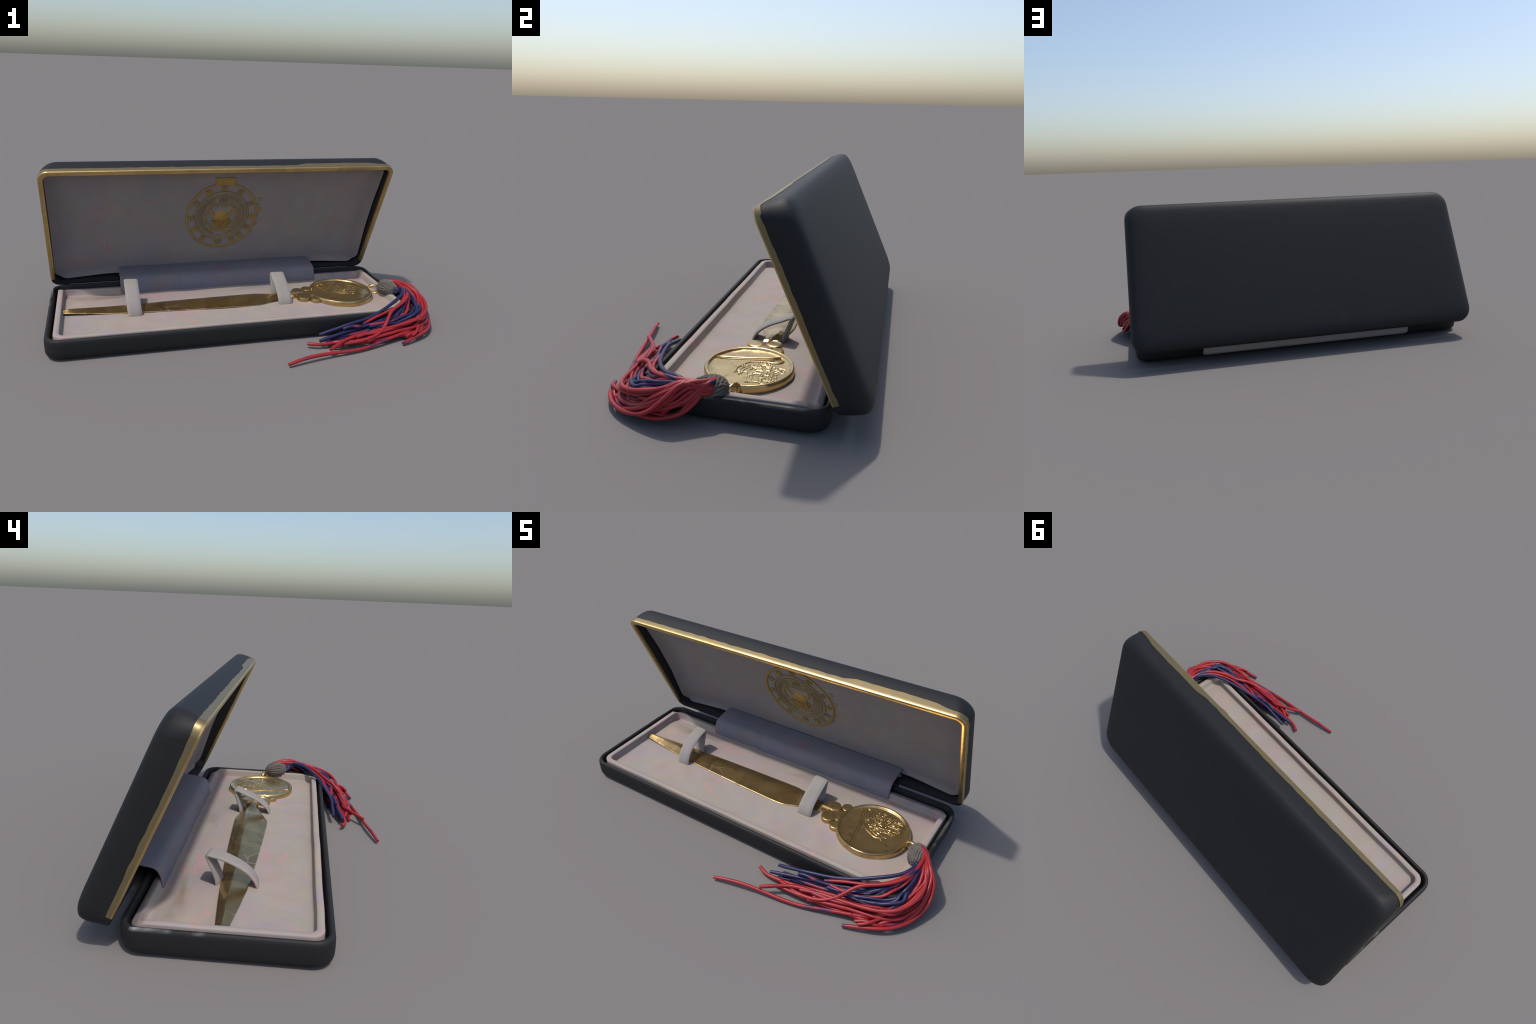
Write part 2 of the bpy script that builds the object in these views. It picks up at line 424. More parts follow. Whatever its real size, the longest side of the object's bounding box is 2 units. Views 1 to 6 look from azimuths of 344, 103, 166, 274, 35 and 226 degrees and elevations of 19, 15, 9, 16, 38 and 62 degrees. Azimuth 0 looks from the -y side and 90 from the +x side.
# padded lining: deeper in the middle, turned up towards the edges
def panel_d(x, s):
    e = min(x - LX0, LX1 - x, s - LS0, .79 - s) - .016
    f = max(0, min(1, e / .05))
    d = .064 + .0265 * (1 - (1 - f) ** 2)
    d += .006 * math.exp(-((x + .032) ** 2 + (s - .385) ** 2) / .05)
    d -= .012 * abs((x + .045) / .95) ** 3 * min(1, max(0, s / .5))
    k = max(0, (s - .50) / .28)
    d -= .009 * k
    kc = max(0, 1 - math.hypot(min(x - LX0, LX1 - x), min(s - LS0, .79 - s)) / .30)
    d = max(.030, d - .021 * kc)
    return d + .002 * noise.noise(Vector((x * 4, s * 4, 1)))
loops = []
for o in [.0175, .021, .026, .034, .045, .06] + [.075 + .0125 * i for i in range(25)] + [.383]:
    l = rr(LX0 + o, LX1 - o, LS0 + o, LS1 + .016 - o, .075 - o * .4, nc=8, nx=160, ny=50)
    loops.append([lid(x, s, panel_d(x, s) + (.006 if o < .018 else 0)) for x, s in l])
back = [[p + LN * .006 for p in l] for l in (loops[0],)]
V, F = loft(back + loops, False)
panel = new_mesh("lid_lining", V, F, LIDC, lid_shell, angle=60)

# gold edging on three sides, its back border ragged
def back_edge(x, s):
    w = .0032 * noise.noise(Vector((x * 22, s * 22, 5))) + .006 * noise.noise(Vector((x * 3.1, s * 3.1, 2)))
    if s < .02:
        k = max(0, min(1, (x - .33) / .06)); k2 = max(0, min(1, (.84 - x) / .08))
        return .022 + w + .014 * k * k2
    if x < 0: return .016 + w + .006 * max(0, 1 - s / .25)
    return .016 + w
tp = [(-.0016, None), (-.0022, .008), (-.0022, -.002), (-.0005, -.0072), (.004, -.0092), (.018, -.0096), (.0215, -.0078), (.0225, -.003), (.0225, .006), (.0185, .008)]
loops = []
for o, d in tp:
    nb = rr(LX0 + o, LX1 - o, LS0 + o, LS1, .050 - o * .9, nc=10, nx=150, ny=60)
    # keep: right side, top (small s) and left side -> drop the hinge side
    L = []
    for i, (x, s) in enumerate(nb): L.append((x, s))
    # loop starts on the s = LS0 side: order  top, corner, right side, corner, hinge side, corner, left side, corner
    nt_ = 151; nc_ = 10; ns_ = 61
    top = L[:nt_]; c1 = L[nt_:nt_ + nc_]; right = L[nt_ + nc_:nt_ + nc_ + ns_]
    left = L[2 * nt_ + 3 * nc_ + ns_:2 * nt_ + 3 * nc_ + 2 * ns_]; c4 = L[2 * nt_ + 3 * nc_ + 2 * ns_:]
    path = left + c4 + top + c1 + right
    loops.append([(x, min(s, .716), d) for x, s in path])
nl = len(loops[0])
rings = []
for j in range(nl):
    ring = []
    for (o, d), l in zip(tp, loops):
        x, s, _ = l[j]
        dd = back_edge(x, s) if d is None else d
        ring.append(lid(x, s, dd))
    rings.append(ring)
edging = new_mesh("gold_edging", *loft(rings), TRIM, lid_shell)
edging.data.materials.append(DULL_TRIM)
m_ = len(tp)
for p in edging.data.polygons[:(nl - 1) * m_]:      # outer side of the edging has a duller gold
    if p.index % m_ < 2: p.material_index = 1

# ---- stamped seal on the lid lining
SC = (-.032, .385); SRX, SRY = .207, .230
def seal_pt(u, v, h):
    """u,v in seal radii (v down), h height off the lining"""
    x, s = SC[0] + u * SRX, SC[1] + v * SRY
    return lid(x, s, panel_d(x, s) - h - .0016)
def relief(path, w, h, closed=False):
    """raised rounded line along a 2d path in seal coordinates"""
    n = len(path); loops = []
    for i in range(n):
        a = path[i - 1] if (closed or i > 0) else path[i]
        b = path[(i + 1) % n] if (closed or i < n - 1) else path[i]
        tx, ty = (b[0] - a[0]) * SRX, (b[1] - a[1]) * SRY
        m = math.hypot(tx, ty) or 1; nx_, ny_ = -ty / m, tx / m
        ring = []
        for q, k in ((-1, -1.2), (-.75, .6), (-.3, 1), (.3, 1), (.75, .6), (1, -1.2)):
            ring.append(seal_pt(path[i][0] + nx_ * q * w / 2 / SRX, path[i][1] + ny_ * q * w / 2 / SRY, h * k))
        loops.append(ring)
    if closed: loops.append(loops[0]); return loft(loops, False, False)
    return loft(loops)
def arc(r, a0=0, a1=360, n=96, sx=1, sy=1, cx=0, cy=0):
    return [(cx + r * sx * math.cos(math.radians(a0 + (a1 - a0) * i / n)), cy - r * sy * math.sin(math.radians(a0 + (a1 - a0) * i / n))) for i in range(n + (0 if a1 - a0 == 360 else 1))]
def sm(pts, n=24): return [(p.x, p.y) for p in catmull([(a, b, 0) for a, b in pts], n)]

outer_ring = new_mesh("seal_ring", *relief(arc(.985), .0145, .0055, True), FOIL, panel)
inner = [relief(arc(.74), .0125, .0052, True), relief(arc(.645, sy=.98), .011, .005, True)]
for r, a0, a1 in ((.585, -75, 250), (.53, -60, 70), (.55, 120, 235), (.49, 128, 215), (.48, -50, 35)):
    inner.append(relief(arc(r, a0, a1, 40), .006, .0022))
new_mesh("seal_inner_ring", *merge(*inner), FOIL2, panel, kind="stuff")
# square glyph tiles between the rings, each with its own strokes
for k, ang in enumerate((90, 58, 25, -3, -27, -49, -65, -92, -126, -152, -178, 151, 120)):
    r = random.Random(k); a = math.radians(ang)
    cu, cv = .85 * math.cos(a), -.85 * math.sin(a)
    tilt = (math.pi / 2 - a) * .55 + r.uniform(-.15, .15)
    if math.sin(a) < -.2: tilt = (-math.pi / 2 - a) * .6 + r.uniform(-.15, .15)
    w = r.uniform(.028, .033); hgt = r.uniform(.027, .032)
    parts = []
    def loc(px, py, h):
        x = px * w * math.cos(tilt) - py * hgt * math.sin(tilt)
        y = px * w * math.sin(tilt) + py * hgt * math.cos(tilt)
        return seal_pt(cu + x / SRX, cv + y / SRY, h)
    def slab(x0, x1, y0, y1, h0, h1):
        v = [loc(x0, y0, h0), loc(x1, y0, h0), loc(x1, y1, h0), loc(x0, y1, h0),
             loc(x0 + .02, y0 + .02, h1), loc(x1 - .02, y0 + .02, h1), loc(x1 - .02, y1 - .02, h1), loc(x0 + .02, y1 - .02, h1)]
        return v, [(0, 3, 2, 1), (4, 5, 6, 7), (0, 1, 5, 4), (1, 2, 6, 5), (2, 3, 7, 6), (3, 0, 4, 7)]
    parts.append(slab(-.5, .5, -.5, .5, -.003, .0018))
    parts.append(slab(-.48, .48, -.48, -.34, .001, .0042))
    parts.append(slab(-.48, -.34, -.48, .48, .001, .0040))
    for q in range(r.randint(2, 3)):
        yy = -.2 + q * .24 + r.uniform(-.04, .04)
        parts.append(slab(-.22, .3 + r.uniform(-.1, .15), yy, yy + .11, .001, .0038))
    if r.random() < .6: parts.append(slab(.3, .44, -.3, .45, .001, .0040))
    new_mesh("glyph_tile", *merge(*parts), FOIL2 if k % 3 else FOIL, panel, smooth=False)
# shield with horned dome, crown block above, ribbon at the foot
sh = sm([(-.36, -.30), (-.44, -.16), (-.46, 0), (-.42, .16), (-.31, .31), (-.15, .41), (.0, .44), (.15, .39), (.29, .27), (.39, .1), (.425, -.09), (.40, -.22), (.34, -.30)], 60)
par = [relief(sh, .013, .0042), relief([(-.38, -.30), (-.1, -.305), (.1, -.303), (.36, -.295)], .012, .0042),
       relief([(-.33, -.37), (-.1, -.375), (.1, -.372), (.31, -.36)], .009, .003),
       relief(sm([(-.30, -.52), (-.26, -.45), (-.24, -.38)], 8), .010, .003), relief(sm([(.29, -.50), (.25, -.44), (.21, -.38)], 8), .010, .003),
       relief(sm([(-.40, -.50), (-.35, -.44), (-.31, -.38)], 8), .006, .0025)]
for i in range(5):
    for j in range(3):
        u, v = -.11 + i * .052, -.535 + j * .045
        par.append(relief([(u, v), (u + .035, v + .012 * (-1) ** i)], .008, .0042))
new_mesh("seal_shield", *merge(*par), FOIL2, panel, kind="stuff")
dome = []
for i in range(9):
    f = i / 8; L = []
    for k in range(28):
        a = 2 * math.pi * k / 28
        rx, ry = .205 * math.cos(f * math.pi / 2 * .98), .185 * math.cos(f * math.pi / 2 * .98)
        L.append(seal_pt(-.02 + rx * math.cos(a), .02 + ry * math.sin(a), -.003 + .0115 * math.sin(f * math.pi / 2)))
    dome.append(L)
em = [loft(dome), relief(sm([(-.345, -.26), (-.33, -.16), (-.28, -.05), (-.21, .04), (-.19, .12)], 20), .018, .0055),
      relief(sm([(.335, -.25), (.29, -.13), (.22, -.03), (.15, .06), (.10, .15)], 20), .018, .0055),
      relief(sm([(-.22, .10), (-.1, .06), (-.02, .09), (.08, .05), (.18, .09)], 20), .009, .0085)]
r = random.Random(3)
for i in range(19):       # tresses under the dome, fanned wide and drawn together at the foot
    u = -.27 + i * .030
    em.append(relief(sm([(u, .10 + .5 * abs(u) * .3 + r.uniform(-.02, .03)), (u * .92 + r.uniform(-.03, .03), .19), (u * .74 + .025 * (-1) ** i, .28 + r.uniform(-.02, .02)), (u * .45, .39 - abs(u) * .3)], 12), .008, .0055 + r.uniform(-.0015, .002)))
for i in range(11):       # slanting leaves of the ribbon
    u = -.36 + i * .058; v = .46 - .30 * u * u
    em.append(relief([(u, v + .03), (u + .035, v - .01 - .1 * (i % 2) * .3), (u + .07, v - .035)], .010, .0048))
new_mesh("seal_emblem", *merge(*em), FOIL, panel, kind="stuff")
# worn ribbon plate above the seal
bl = []
for o, h in ((0, -.002), (.0, .0015), (.006, .0028)):
    L = []
    for x, s in rr(-.29 + o, .275 - o, -1.175 + o, -.975 - o, .03, nc=4, nx=16, ny=6):
        s2 = s if s < -1.07 else max(s, -.975 - 0 * x) + .05 * (x + .01) ** 2 * 3 * (1 if s > -1.0 else .4)
        wv = .02 * noise.noise(Vector((x * 6, s * 8, 4)))
        L.append(seal_pt(x * (1 if s < -1.1 else .93), s2 + wv, h))
    bl.append(L)
new_mesh("seal_banner", *loft(bl), FOIL, panel)
# flaked shards of foil at the seal's right edge
sh_ = []
for u, v, w, h in ((1.03, -.50, .05, .10), (1.06, -.17, .09, .10), (1.02, .02, .04, .05), (.99, .30, .06, .07), (.90, .53, .05, .06), (1.0, -.32, .04, .06)):
    a = seal_pt(u - w, v - h * .6, .0012), seal_pt(u + w * .9, v - h * .4, .0012), seal_pt(u + w * .2, v + h * .8, .0012), seal_pt(u - w * .8, v + h * .6, .0012)
    b = [p + LN * .003 for p in a]
    sh_.append((list(a) + b, [(0, 1, 2, 3), (7, 6, 5, 4), (0, 4, 5, 1), (1, 5, 6, 2), (2, 6, 7, 3), (3, 7, 4, 0)]))
new_mesh("foil_flake", *merge(*sh_), FOIL2, panel, smooth=False, kind="stuff")

# ---- hinge: leather cover inside, spine bulging out behind
hp = catmull([(0, y, z) for y, z in [(.350, .040), (.353, .074), (.359, .102), (.371, .124), (.390, .136), (.42, .142), (.455, .147), (.506, .152)]], 36)
def hx(x, t, outer):
    seam = .0030 * math.exp(-((x + .29 + .012 * t) / .006) ** 2) - .002 * math.exp(-((x + .302 + .012 * t) / .006) ** 2)
    edge = min(x + .62, .55 - x)
    return (0, seam + .002 * noise.noise(Vector((x * 5, t * 3, 7))))
new_mesh("hinge_cover", *sheet(hp, -.620, .550, 260, .010, hx), HINGEC, case, angle=50)
sp = catmull([(0, y, z) for y, z in [(.398, .042), (.43, .036), (.462, .036), (.484, .044), (.493, .060), (.496, .085), (.496, .124)]], 28)
new_mesh("hinge_spine", *sheet(sp, -.620, .550, 80, .009), LIDC, case, angle=50)

# ------------------------------------------------------------------ the letter opener
opener = empty("letter_opener", "gilt letter opener with medallion head and red and blue tassel", "letter opener")

# blade: flat gilt blade, ridge nearer the back edge
st = [(-.940, .074, .092, .0835), (-.934, .0680, .098, .0840), (-.90, .0590, .1045, .085), (-.80, .0450, .1135, .0865), (-.72, .0330, .1205, .087), (-.63, .0220, .127, .0875), (-.53, .0150, .1335, .088),
      (-.34, .0030, .141, .088), (-.15, -.0060, .1470, .0885), (.02, -.0125, .1510, .089), (.085, -.0125, .1520, .0895), (.115, -.008, .151, .091), (.17, .0120, .1420, .093), (.235, .0370, .1230, .088), (.28, .047, .1150, .082), (.30, .0500, .111, .080), (.36, .0500, .111, .080)]
def interp(x):
    for a, b in zip(st, st[1:]):
        if a[0] <= x <= b[0]:
            t = (x - a[0]) / (b[0] - a[0]); return [p + (q - p) * t for p, q in zip(a, b)]
    return st[-1]
loops = []
xs = [s[0] for s in st] + [-.93 + i * .013 for i in range(99)]
for x in sorted(set(round(x, 4) for x in xs)):
    if x > .36: continue
    _, yf, yb, yr = interp(x)
    zb = .0690 + .006 * max(0, min(1, (-.55 - x) / .38)) ** 1.5
    e = .0045 if x > -.93 else .003
    rz = zb + (.019 if x > -.9 else .019 * max(.35, (x + .94) / .04 * .65 + .35))
    if x > .2: rz += .010 * min(1, (x - .2) / .08)
    wob = .0012 * noise.noise(Vector((x * 9, 0, 2)))
    mf = (yf + yr) / 2; mb = (yb + yr) / 2
    ze = zb + e
    loops.append([Vector((x, yf, ze)), Vector((x, yf + .003, ze + .002)), Vector((x, yf + (yr - yf) * .35, ze + (rz - ze) * .40 + wob)), Vector((x, yf + (yr - yf) * .7, ze + (rz - ze) * .76 - wob)),
                  Vector((x, yr - .003, rz - .0003)), Vector((x, yr + .003, rz - .0003)), Vector((x, (yr + yb) / 2, ze + (rz - ze) * .52 + wob)),
                  Vector((x, yb - .003, ze + .002)), Vector((x, yb, ze)), Vector((x, yb - .004, zb)), Vector((x, yf + .004, zb))])
blade = new_mesh("blade", *loft(loops), BLADE, opener, angle=18)
# worn dark engraving along the back bevel
marks = []
r = random.Random(11)
def bevel_z(x, y):
    _, yf, yb, yr = interp(x)
    zb = .0690; rz = zb + .019
    return zb + .0045 + (rz - zb - .0045) * max(0, (yb - y) / (yb - yr))
def mark(x0, y0, x1, y1, w):
    n = 4; P = []
    dx, dy = x1 - x0, y1 - y0; m = math.hypot(dx, dy) or 1; px, py = -dy / m * w / 2, dx / m * w / 2
    v = []
    for i in range(n):
        t = i / (n - 1); x, y = x0 + dx * t, y0 + dy * t
        for q in (1, -1):
            v.append(Vector((x + px * q, y + py * q, bevel_z(x + px * q, y + py * q) + .0008)))
            v.append(Vector((x + px * q, y + py * q, bevel_z(x + px * q, y + py * q) - .002)))
    f = []
    for i in range(n - 1):
        a = i * 4; b = a + 4
        f += [(a, a + 2, b + 2, b), (a + 1, b + 1, b + 3, a + 3), (a, b, b + 1, a + 1), (a + 2, a + 3, b + 3, b + 2)]
    f += [(0, 1, 3, 2), (n * 4 - 4, n * 4 - 2, n * 4 - 1, n * 4 - 3)]
    return v, f
def word(x0, x1, y, k):
    x = x0
    while x < x1:
        h = .020; w = r.uniform(.010, .015); yy = y + r.uniform(-.002, .002)
        t = r.randint(0, 3)
        if t == 0: marks.extend([mark(x, yy - h / 2, x + w / 2, yy + h / 2, .003), mark(x + w / 2, yy + h / 2, x + w, yy - h / 2, .003)])
        elif t == 1: marks.extend([mark(x, yy - h / 2, x, yy + h / 2, .003), mark(x, yy, x + w, yy, .003), mark(x + w, yy - h / 2, x + w, yy + h / 2, .003)])
        elif t == 2: marks.extend([mark(x, yy - h / 2, x, yy + h / 2, .003), mark(x, yy - h / 2, x + w, yy - h / 2, .003)])
        else: marks.extend([mark(x, yy + h / 2, x + w, yy + h / 2, .003), mark(x, yy, x + w, yy, .003), mark(x, yy - h / 2, x + w, yy - h / 2, .003)])
        x += w + .006
word(-.44, -.32, .116, 0)
marks.append(mark(-.285, .1175, -.205, .1225, .014))
marks.append(mark(-.175, .119, -.095, .122, .013))
word(-.07, .02, .122, 1)
new_mesh("blade_engraving", *merge(*marks), MARK, blade, smooth=False, kind="stuff")

def disc(cx, cy, r, z0, z1, n=40, bev=.005, dome_=.0):
    loops = []
    for rr_, z in ((r - .003, z0), (r, z0 + .003), (r, z1 - bev), (r - bev * .35, z1 - bev * .3), (r - bev, z1), (r * .6, z1 + dome_ * .7), (r * .25, z1 + dome_)):
        loops.append([Vector((cx + rr_ * math.cos(2 * math.pi * k / n), cy + rr_ * math.sin(2 * math.pi * k / n), z)) for k in range(n)])
    return loft(loops)

# clover of four discs between blade and medallion
for cx, cy, r_, z1 in ((.367, .026, .038, .0935), (.357, .106, .036, .0955), (.427, -.012, .031, .0925), (.419, .133, .030, .0930)):
    new_mesh("clover_disc", *disc(cx, cy, r_, .056, z1, dome_=.0012), GOLD, opener)
hub = []
for o, z in ((0, .060), (0, .086), (.004, .090), (.012, .0912)):
    hub.append([Vector((x, y, z)) for x, y in rr(.335 + o, .455 - o, .022 + o, .105 - o, .03, nc=6, nx=6, ny=6)])
new_mesh("clover_hub", *loft(hub), GOLD, opener)
nk = []
for o, z in ((0, .066), (0, .083), (.003, .0865)):
    nk.append([Vector((x, y, z)) for x, y in rr(.308, .345, .050 + o, .112 - o, .004, nc=3, nx=4, ny=4)])
bars = [loft(nk)]
for q in range(3): bars.append(tube([Vector((.312 + q * .009, y, .087)) for y in (.050, .07, .09, .112)], .0042, 8))
new_mesh("blade_collar", *merge(*bars), GOLD, opener)

# medallion: thick coin with raised rim and a sunken face
CX, CY, CR = .599, .057, .1825
loops = []; n = 128
for r_, z in ((CR - .006, .053), (CR - .001, .057), (CR, .066), (CR, .088), (CR - .0015, .0960), (CR - .0045, .0995), (CR - .0085, .1005), (CR - .0140, .0985), (CR - .0185, .0925), (CR - .021, .0908),
              (.14, .0905), (.115, .0907), (.09, .091), (.06, .0911), (.03, .0911), (.008, .0911)):
    L = []
    for k in range(n):
        a = 2 * math.pi * k / n
        x, y = CX + r_ * math.cos(a), CY + r_ * math.sin(a)
        dz = .0011 * noise.noise(Vector((x * 16, y * 16, 1))) if z > .09 else 0
        rj = .0006 * noise.noise(Vector((math.cos(a) * 3, math.sin(a) * 3, z * 30))) if .06 < z < .092 else 0
        L.append(Vector((x + rj * math.cos(a), y + rj * math.sin(a), z + dz)))
    loops.append(L)
coin = new_mesh("medallion", *loft(loops), GOLD, opener)
FZ = .0908
RS = 1.0      # spread of the relief about its middle
def cp(u, v, h=0):
    u, v = .13 + (u - .13) * RS, .27 + (v - .27) * RS
    return Vector((CX + u * CR, CY + v * CR, FZ + h))
def cline(pts, w, h):
    P = catmull([(u, v, 0) for u, v in pts], max(6, len(pts) * 6)); loops = []
    m = len(P)
    for i, p in enumerate(P):
        t = (P[min(i + 1, m - 1)] - P[max(i - 1, 0)]).normalized(); nx_, ny_ = -t.y, t.x
        tap = .35 + .65 * min(1, min(i, m - 1 - i) / (m * .15) if m > 8 else 1)
        loops.append([cp(p.x + nx_ * q * w * tap, p.y + ny_ * q * w * tap, h * k) for q, k in ((-.5, -1), (-.35, .7), (0, 1), (.35, .7), (.5, -1))])
    return loft(loops)
rel = [cline([(-.29, -.93), (-.34, -.6), (-.42, -.1), (-.52, .3), (-.62, .58)], .050, .0050),
       cline([(-.22, -.90), (-.27, -.55), (-.35, -.1), (-.44, .3), (-.55, .60)], .030, .0035),
       cline([(-.53, .60), (-.46, .68), (-.34, .62), (-.30, .44), (-.36, .25)], .045, .0042)]
new_mesh("medallion_bar", *merge(*rel), GOLD, coin, kind="stuff")
rel = []; RS = 1.22
r = random.Random(5)
# irregular crest: patches of fine crossing strokes, broken outline, lumps and beads
def patch(cu, cv, w, h, ang, nl_, wid, hi, cross):
    c, s_ = math.cos(ang), math.sin(ang)
    def P_(a, b): return (cu + a * c - b * s_, cv + a * s_ + b * c)
    for i in range(nl_):
        b = (-.5 + (i + .5) / nl_) * h + r.uniform(-.02, .02)
        x = -w / 2 + r.uniform(0, .12) * w
        while x < w / 2 - .04:
            L = r.uniform(.12, .42) * w
            e = min(w / 2, x + L)
            rel.append(cline([P_(x, b), P_((x + e) / 2, b + r.uniform(-.015, .015)), P_(e, b + r.uniform(-.02, .02))], wid * r.uniform(.7, 1.2), .75 * hi * r.uniform(.5, 1.1)))
            x = e + r.uniform(.02, .07)
    for i in range(cross):
        x = r.uniform(-.48, .48) * w; b = r.uniform(-.45, .2) * h; L = r.uniform(.15, .38) * h
        rel.append(cline([P_(x, b), P_(x + r.uniform(-.03, .03), b + L)], wid * r.uniform(.8, 1.3), .75 * hi * r.uniform(.6, 1.2)))
patch(.20, .30, .72, .52, .10, 9, .020, .0034, 16)
patch(.02, .52, .42, .26, 1.35, 7, .020, .0030, 3)
patch(.34, .56, .34, .24, .5, 5, .018, .0028, 4)
patch(.16, -.02, .44, .18, -.5, 4, .018, .0028, 3)
rel.append(cline([(-.30, .45), (-.24, .22), (-.16, .02), (-.02, -.08), (.14, -.15), (.3, -.14)], .022, .0028))
rel.append(cline([(.62, .12), (.56, .3), (.60, .42), (.5, .60)], .022, .0026))
for cu, cv, rad in ((-.20, .30, .010), (-.12, .16, .008), (.44, .36, .009), (.30, .12, .008), (.08, .36, .009), (-.08, .62, .007)):
    p = cp(cu, cv); rel.append(disc(p.x, p.y, rad, FZ - .003, FZ + .0012, 14, .003, .0014))
for i in range(44):
    u, v = r.uniform(-.28, .48), r.uniform(-.08, .66)
    if u * u + v * v > .6: continue
    p = cp(u, v); rad = r.uniform(.0035, .0058)
    rel.append(disc(p.x, p.y, rad, FZ - .002, FZ + r.uniform(.0022, .0036), 8, .002))
new_mesh("medallion_relief", *merge(*rel), GOLD, coin, kind="stuff")

# suspension ring
rp = []
for k in range(40):
    a = 2 * math.pi * k / 40
    rp.append(Vector((.806 + .028 * math.cos(a), .050 - .012 * math.cos(a), .088 + .024 * math.sin(a))))
new_mesh("suspension_ring", *tube(rp, .0098, 12, True), GOLD, opener)

# ---- tassel: bound cord knot and silk strands
K0, K1 = Vector((.838, .044, .122)), Vector((.876, -.076, .119))
ax = (K1 - K0); kl = ax.length; ax.normalize()
ka = Vector((0, 0, 1)); ka = (ka - ax * ka.dot(ax)).normalized(); kb = ax.cross(ka)
loops = []; nn = 120
for i in range(61):
    t = i / 60
    rb = .045 * (max(0.0, 1 - abs(2 * t - 1) ** 2.6)) ** .5
    if t > .45: rb = max(rb, .0375 - .006 * abs(t - .8) - .018 * max(0, (t - .88) / .12) ** 2)
    else: rb = max(rb, .012)
    L = []
    for k in range(nn):
        a = 2 * math.pi * k / nn
        wr = math.sin(9 * a + 5 * t * (1 if t < .5 else -1.3) + 1.5 * noise.noise(Vector((math.cos(a), math.sin(a), t * 3))))
        wr2 = math.sin(26 * t + 2 * a + 2 * noise.noise(Vector((math.cos(a) * 1.5, math.sin(a) * 1.5, t * 2 + 4))))
        b_ = .5 + .5 * math.sin(2 * a + 5 * t + .6)
        w = (abs(wr) ** .6) * (1 - b_) + (abs(wr2) ** .6) * b_
        rr_ = rb * (1 + .24 * (w - .75)) + .0015 * noise.noise(Vector((math.cos(a) * 2, math.sin(a) * 2, t * 6)))
        L.append(K0 + ax * (t * kl) + (ka * math.cos(a) + kb * math.sin(a)) * rr_)
    loops.append(L)
knot = new_mesh("tassel_knot", *loft(loops), CORD, opener, angle=60)

S = Vector((.886, -.012, .138))
SD = Vector((.86, -.50, .05)).normalized()
# guide courses of the tassel, from the inside of the sweep to the outside
guides = [
 ('b', [(.888, -.12, .158), (.850, -.195, .152), (.748, -.263, .130), (.62, -.315, .096), (.4765, -.348, .080), (.40, -.352, .062), (.315, -.355, .041)]),
 ('b', [(.900, -.12, .150), (.872, -.21, .138), (.79, -.29, .100), (.66, -.338, .066), (.54, -.352, .056), (.43, -.378, .050), (.30, -.404, .0315)]),
 ('b', [(.915, -.11, .130), (.935, -.20, .085), (.890, -.305, .050), (.74, -.340, .030), (.58, -.350, .022), (.45, -.375, .018), (.34, -.40, .015)]),
 ('r', [(.920, -.11, .155), (.930, -.21, .115), (.855, -.31, .075), (.70, -.358, .048), (.53, -.388, .032), (.40, -.412, .022), (.293, -.419, .020), (.236, -.397, .0216)]),
 ('r', [(.930, -.10, .166), (.958, -.19, .125), (.905, -.30, .085), (.77, -.37, .062), (.62, -.402, .057), (.50, -.418, .050), (.41, -.447, .045), (.3116, -.5136, .0386)]),
 ('r', [(.935, -.09, .166), (.978, -.16, .120), (.972, -.25, .070), (.91, -.335, .045), (.80, -.395, .036), (.70, -.428, .030), (.60, -.457, .020), (.5066, -.487, .012), (.43, -.50, .013), (.3865, -.507, .016), (.29, -.520, .022), (.1835, -.5415, .0255), (.0862, -.565, .0137)]),
 ('r', [(.935, -.09, .168), (.985, -.145, .125), (.994, -.215, .062), (.965, -.305, .035), (.91, -.385, .030), (.8313, -.4365, .0280), (.7181, -.4758, .0104)]),
 ('r', [(.930, -.10, .160), (.975, -.18, .105), (.955, -.285, .060), (.88, -.375, .042), (.835, -.405, .024), (.788, -.412, .0128), (.755, -.416, .022), (.730, -.4224, .0363)]),
 ('r', [(.898, -.12, .158), (.878, -.205, .152), (.810, -.275, .138), (.7283, -.3184, .1224), (.685, -.365, .105), (.645, -.402, .070), (.575, -.440, .046), (.48, -.448, .034), (.40, -.430, .030), (.365, -.420, .025)]),
 ('r', [(.935, -.10, .150), (.968, -.20, .090), (.918, -.31, .055), (.80, -.378, .042), (.65, -.422, .042), (.52, -.447, .034), (.40, -.455, .030)]),
]
guides += [
 ('r', [(.930, -.045, .105), (.956, -.09, .060), (.970, -.16, .036), (.972, -.21, .032), (.955, -.29, .032), (.905, -.368, .030), (.83, -.405, .028), (.72, -.418, .025), (.60, -.432, .020), (.50, -.442, .018)]),
 ('r', [(.925, -.10, .158), (.962, -.19, .138), (.950, -.28, .118), (.90, -.35, .100), (.82, -.385, .085), (.70, -.400, .070), (.58, -.412, .060), (.48, -.435, .050)]),
 ('b', [(.905, -.12, .148), (.908, -.22, .128), (.876, -.312, .105), (.79, -.350, .078), (.66, -.352, .052), (.50, -.362, .040), (.36, -.388, .030)]),
 ('b', [(.912, -.10, .128), (.940, -.18, .100), (.925, -.29, .082), (.85, -.345, .060), (.70, -.350, .040), (.56, -.356, .032), (.40, -.385, .024)]),
 ('r', [(.928, -.055, .122), (.955, -.11, .088), (.966, -.20, .062), (.93, -.335, .055), (.84, -.385, .050), (.72, -.405, .045), (.62, -.425, .040), (.53, -.452, .030)]),
]
sweep = [0, 1, 12, 13, 2, 3, 9, 4, 11, 14, 10, 5, 7, 6]
n_str = 0
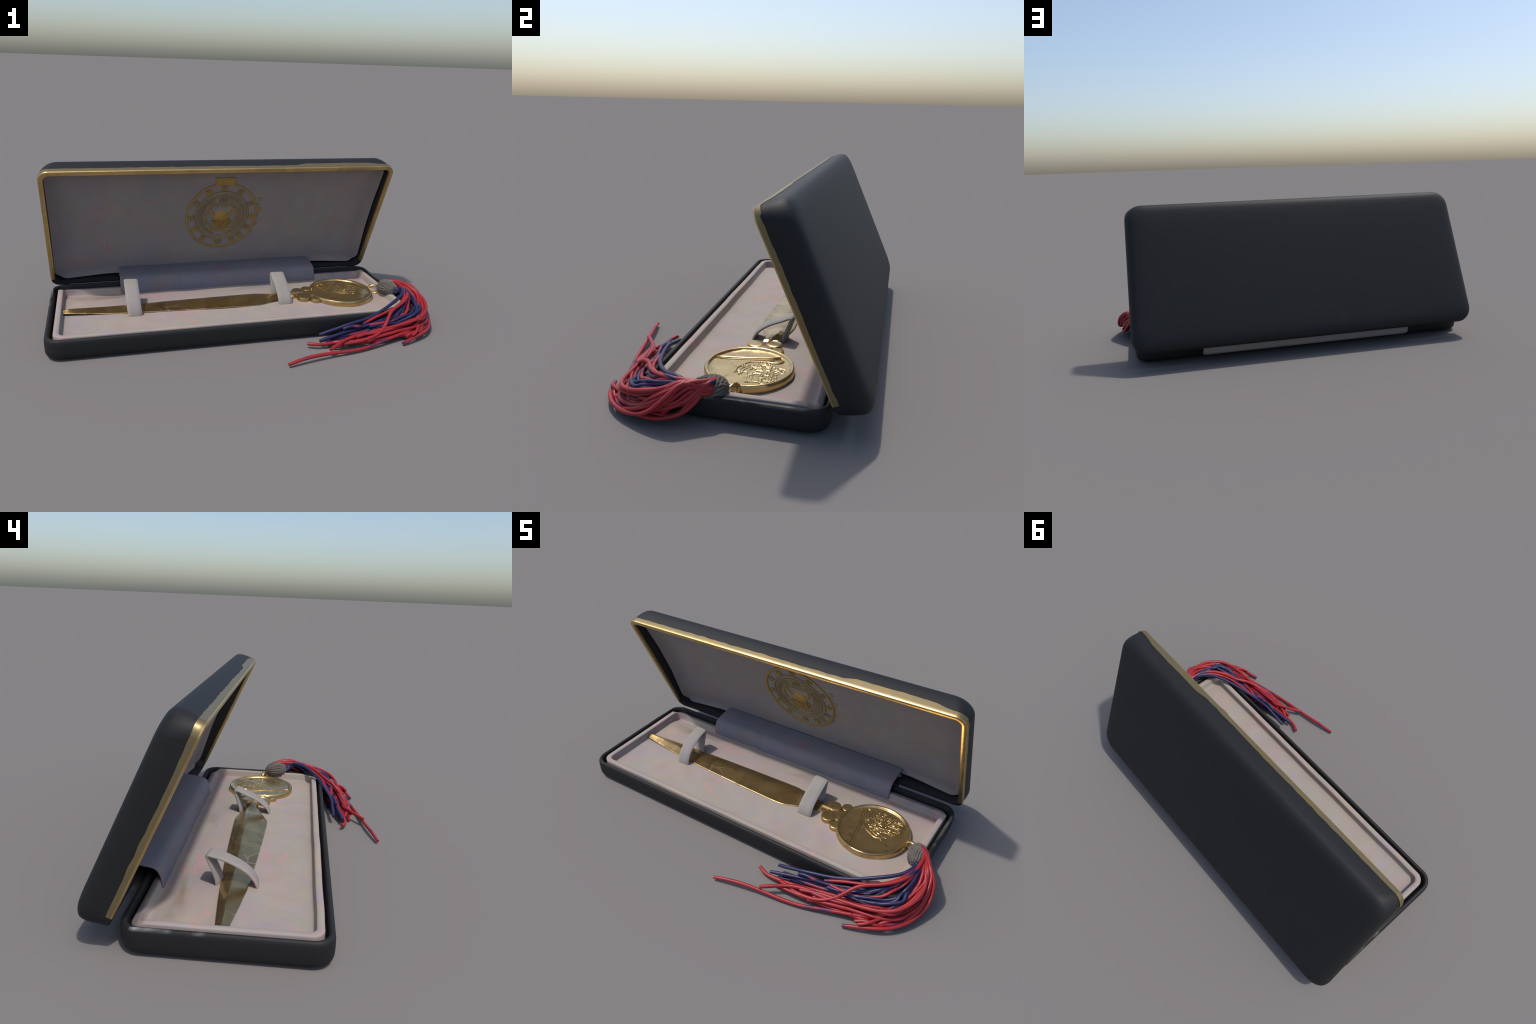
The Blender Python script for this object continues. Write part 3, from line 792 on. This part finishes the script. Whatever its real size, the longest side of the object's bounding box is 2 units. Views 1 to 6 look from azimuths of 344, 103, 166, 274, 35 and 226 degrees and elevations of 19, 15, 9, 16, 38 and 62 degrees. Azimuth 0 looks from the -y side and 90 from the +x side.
def add_strand(pts, colour, rad, cut=1.0, waves=False):
    global n_str
    P = catmull(pts, 72)
    P = P[:max(12, int(72 * cut))]
    for p in P:
        p.z = max(p.z, rad * 1.15)
        if p.y > -.303 - rad and p.x < .906 and p.z < .106 + rad and p.y < -.07:   # stay off the case wall
            if p.x > .87: p.x = max(p.x, .908 + rad)
            else: p.z = max(p.z, .106 + rad) if p.y > -.29 else p.z
            if p.y <= -.29 and p.z < .1: p.y = min(p.y, -.303 - rad)
    ph2, am = rnd.uniform(0, 6.28), rnd.uniform(.003, .010) if waves else 0
    for i, p in enumerate(P):
        f = min(1, i / 25)
        p.y += am * f * math.sin(i * .21 + ph2); p.z += .6 * am * f * math.sin(i * .17 + ph2 * 2)
    for _ in range(6):
        P = [P[0]] + [(P[i - 1] + P[i] * 2 + P[i + 1]) / 4 for i in range(1, len(P) - 1)] + [P[-1]]
    for p in P: p.z = max(p.z, rad * 1.12)
    ph = rnd.uniform(0, 6)
    def rf(t): return rad * (1 + .05 * math.sin(t * 40 + ph)) * (1 if t < .985 else .93)
    new_mesh("tassel_strand", *tube(P, rf, 10), RED if colour == 'r' else BLUE, knot, angle=60)
    n_str += 1
def start(col):
    a = rnd.uniform(0, 2 * math.pi); q = .026 * math.sqrt(rnd.random())
    if col == 'b': a = rnd.uniform(math.pi * .4, math.pi * 1.3)
    o = Vector((.25 * math.cos(a), .45 * math.cos(a), math.sin(a))) * q
    if col == 'b' and rnd.random() < .45:      # some navy strands leave through the skirt of the knot
        return [K1 - ax * .02 + o * .6, K1 + ax * .012 + o * .7]
    return [S + o - SD * .03, S + o + SD * .012]
for c, gpts in guides:
    add_strand(start(c) + [Vector(p) for p in gpts], c, .0088)
# the rest of the strands run between neighbouring guides
def resample(gp, n=9): return catmull(gp, n)
fill = random.Random(21)
for i in range(40):
    k = fill.random() * (len(sweep) - 1.001)
    if i < 13: k = fill.uniform(0, 4.4)
    a, b = guides[sweep[int(k)]], guides[sweep[int(k) + 1]]
    u = k - int(k); inward = .012 if k > 7 else .004
    k2 = max(0, min(len(sweep) - 1, round(k + fill.uniform(-2.6, 2.6))))     # strands wander across their neighbours
    C = resample(guides[sweep[k2]][1][:7]); drift = fill.uniform(.3, 1.0)
    A, B = resample(a[1][:7]), resample(b[1][:7])
    col = 'b' if k < 4 or (k < 5.2 and fill.random() < .4) else 'r'
    if fill.random() < .07: col = 'r' if col == 'b' else 'b'
    pts = []
    w = Vector((fill.uniform(-1, 1), fill.uniform(-1, 1), fill.uniform(-1, 1)))
    for j, (p, q) in enumerate(zip(A, B)):
        f = min(1, (j + 1) / 3)
        v = p.lerp(q, u).lerp(C[j], drift * (j / 8) ** 1.3) + Vector((.012 * w.x, .014 * w.y, .012 * w.z)) * f
        v += Vector((fill.uniform(-.006, .006), fill.uniform(-.012, .012), fill.uniform(-.012, .007))) * f
        v.x -= inward * f; v.y += .6 * inward * f
        if fill.random() < .35 and j > 1: v.z -= .012
        pts.append(v)
    add_strand(start(col) + pts, col, fill.uniform(.0072, .0087), fill.uniform(.62, 1.0), True)
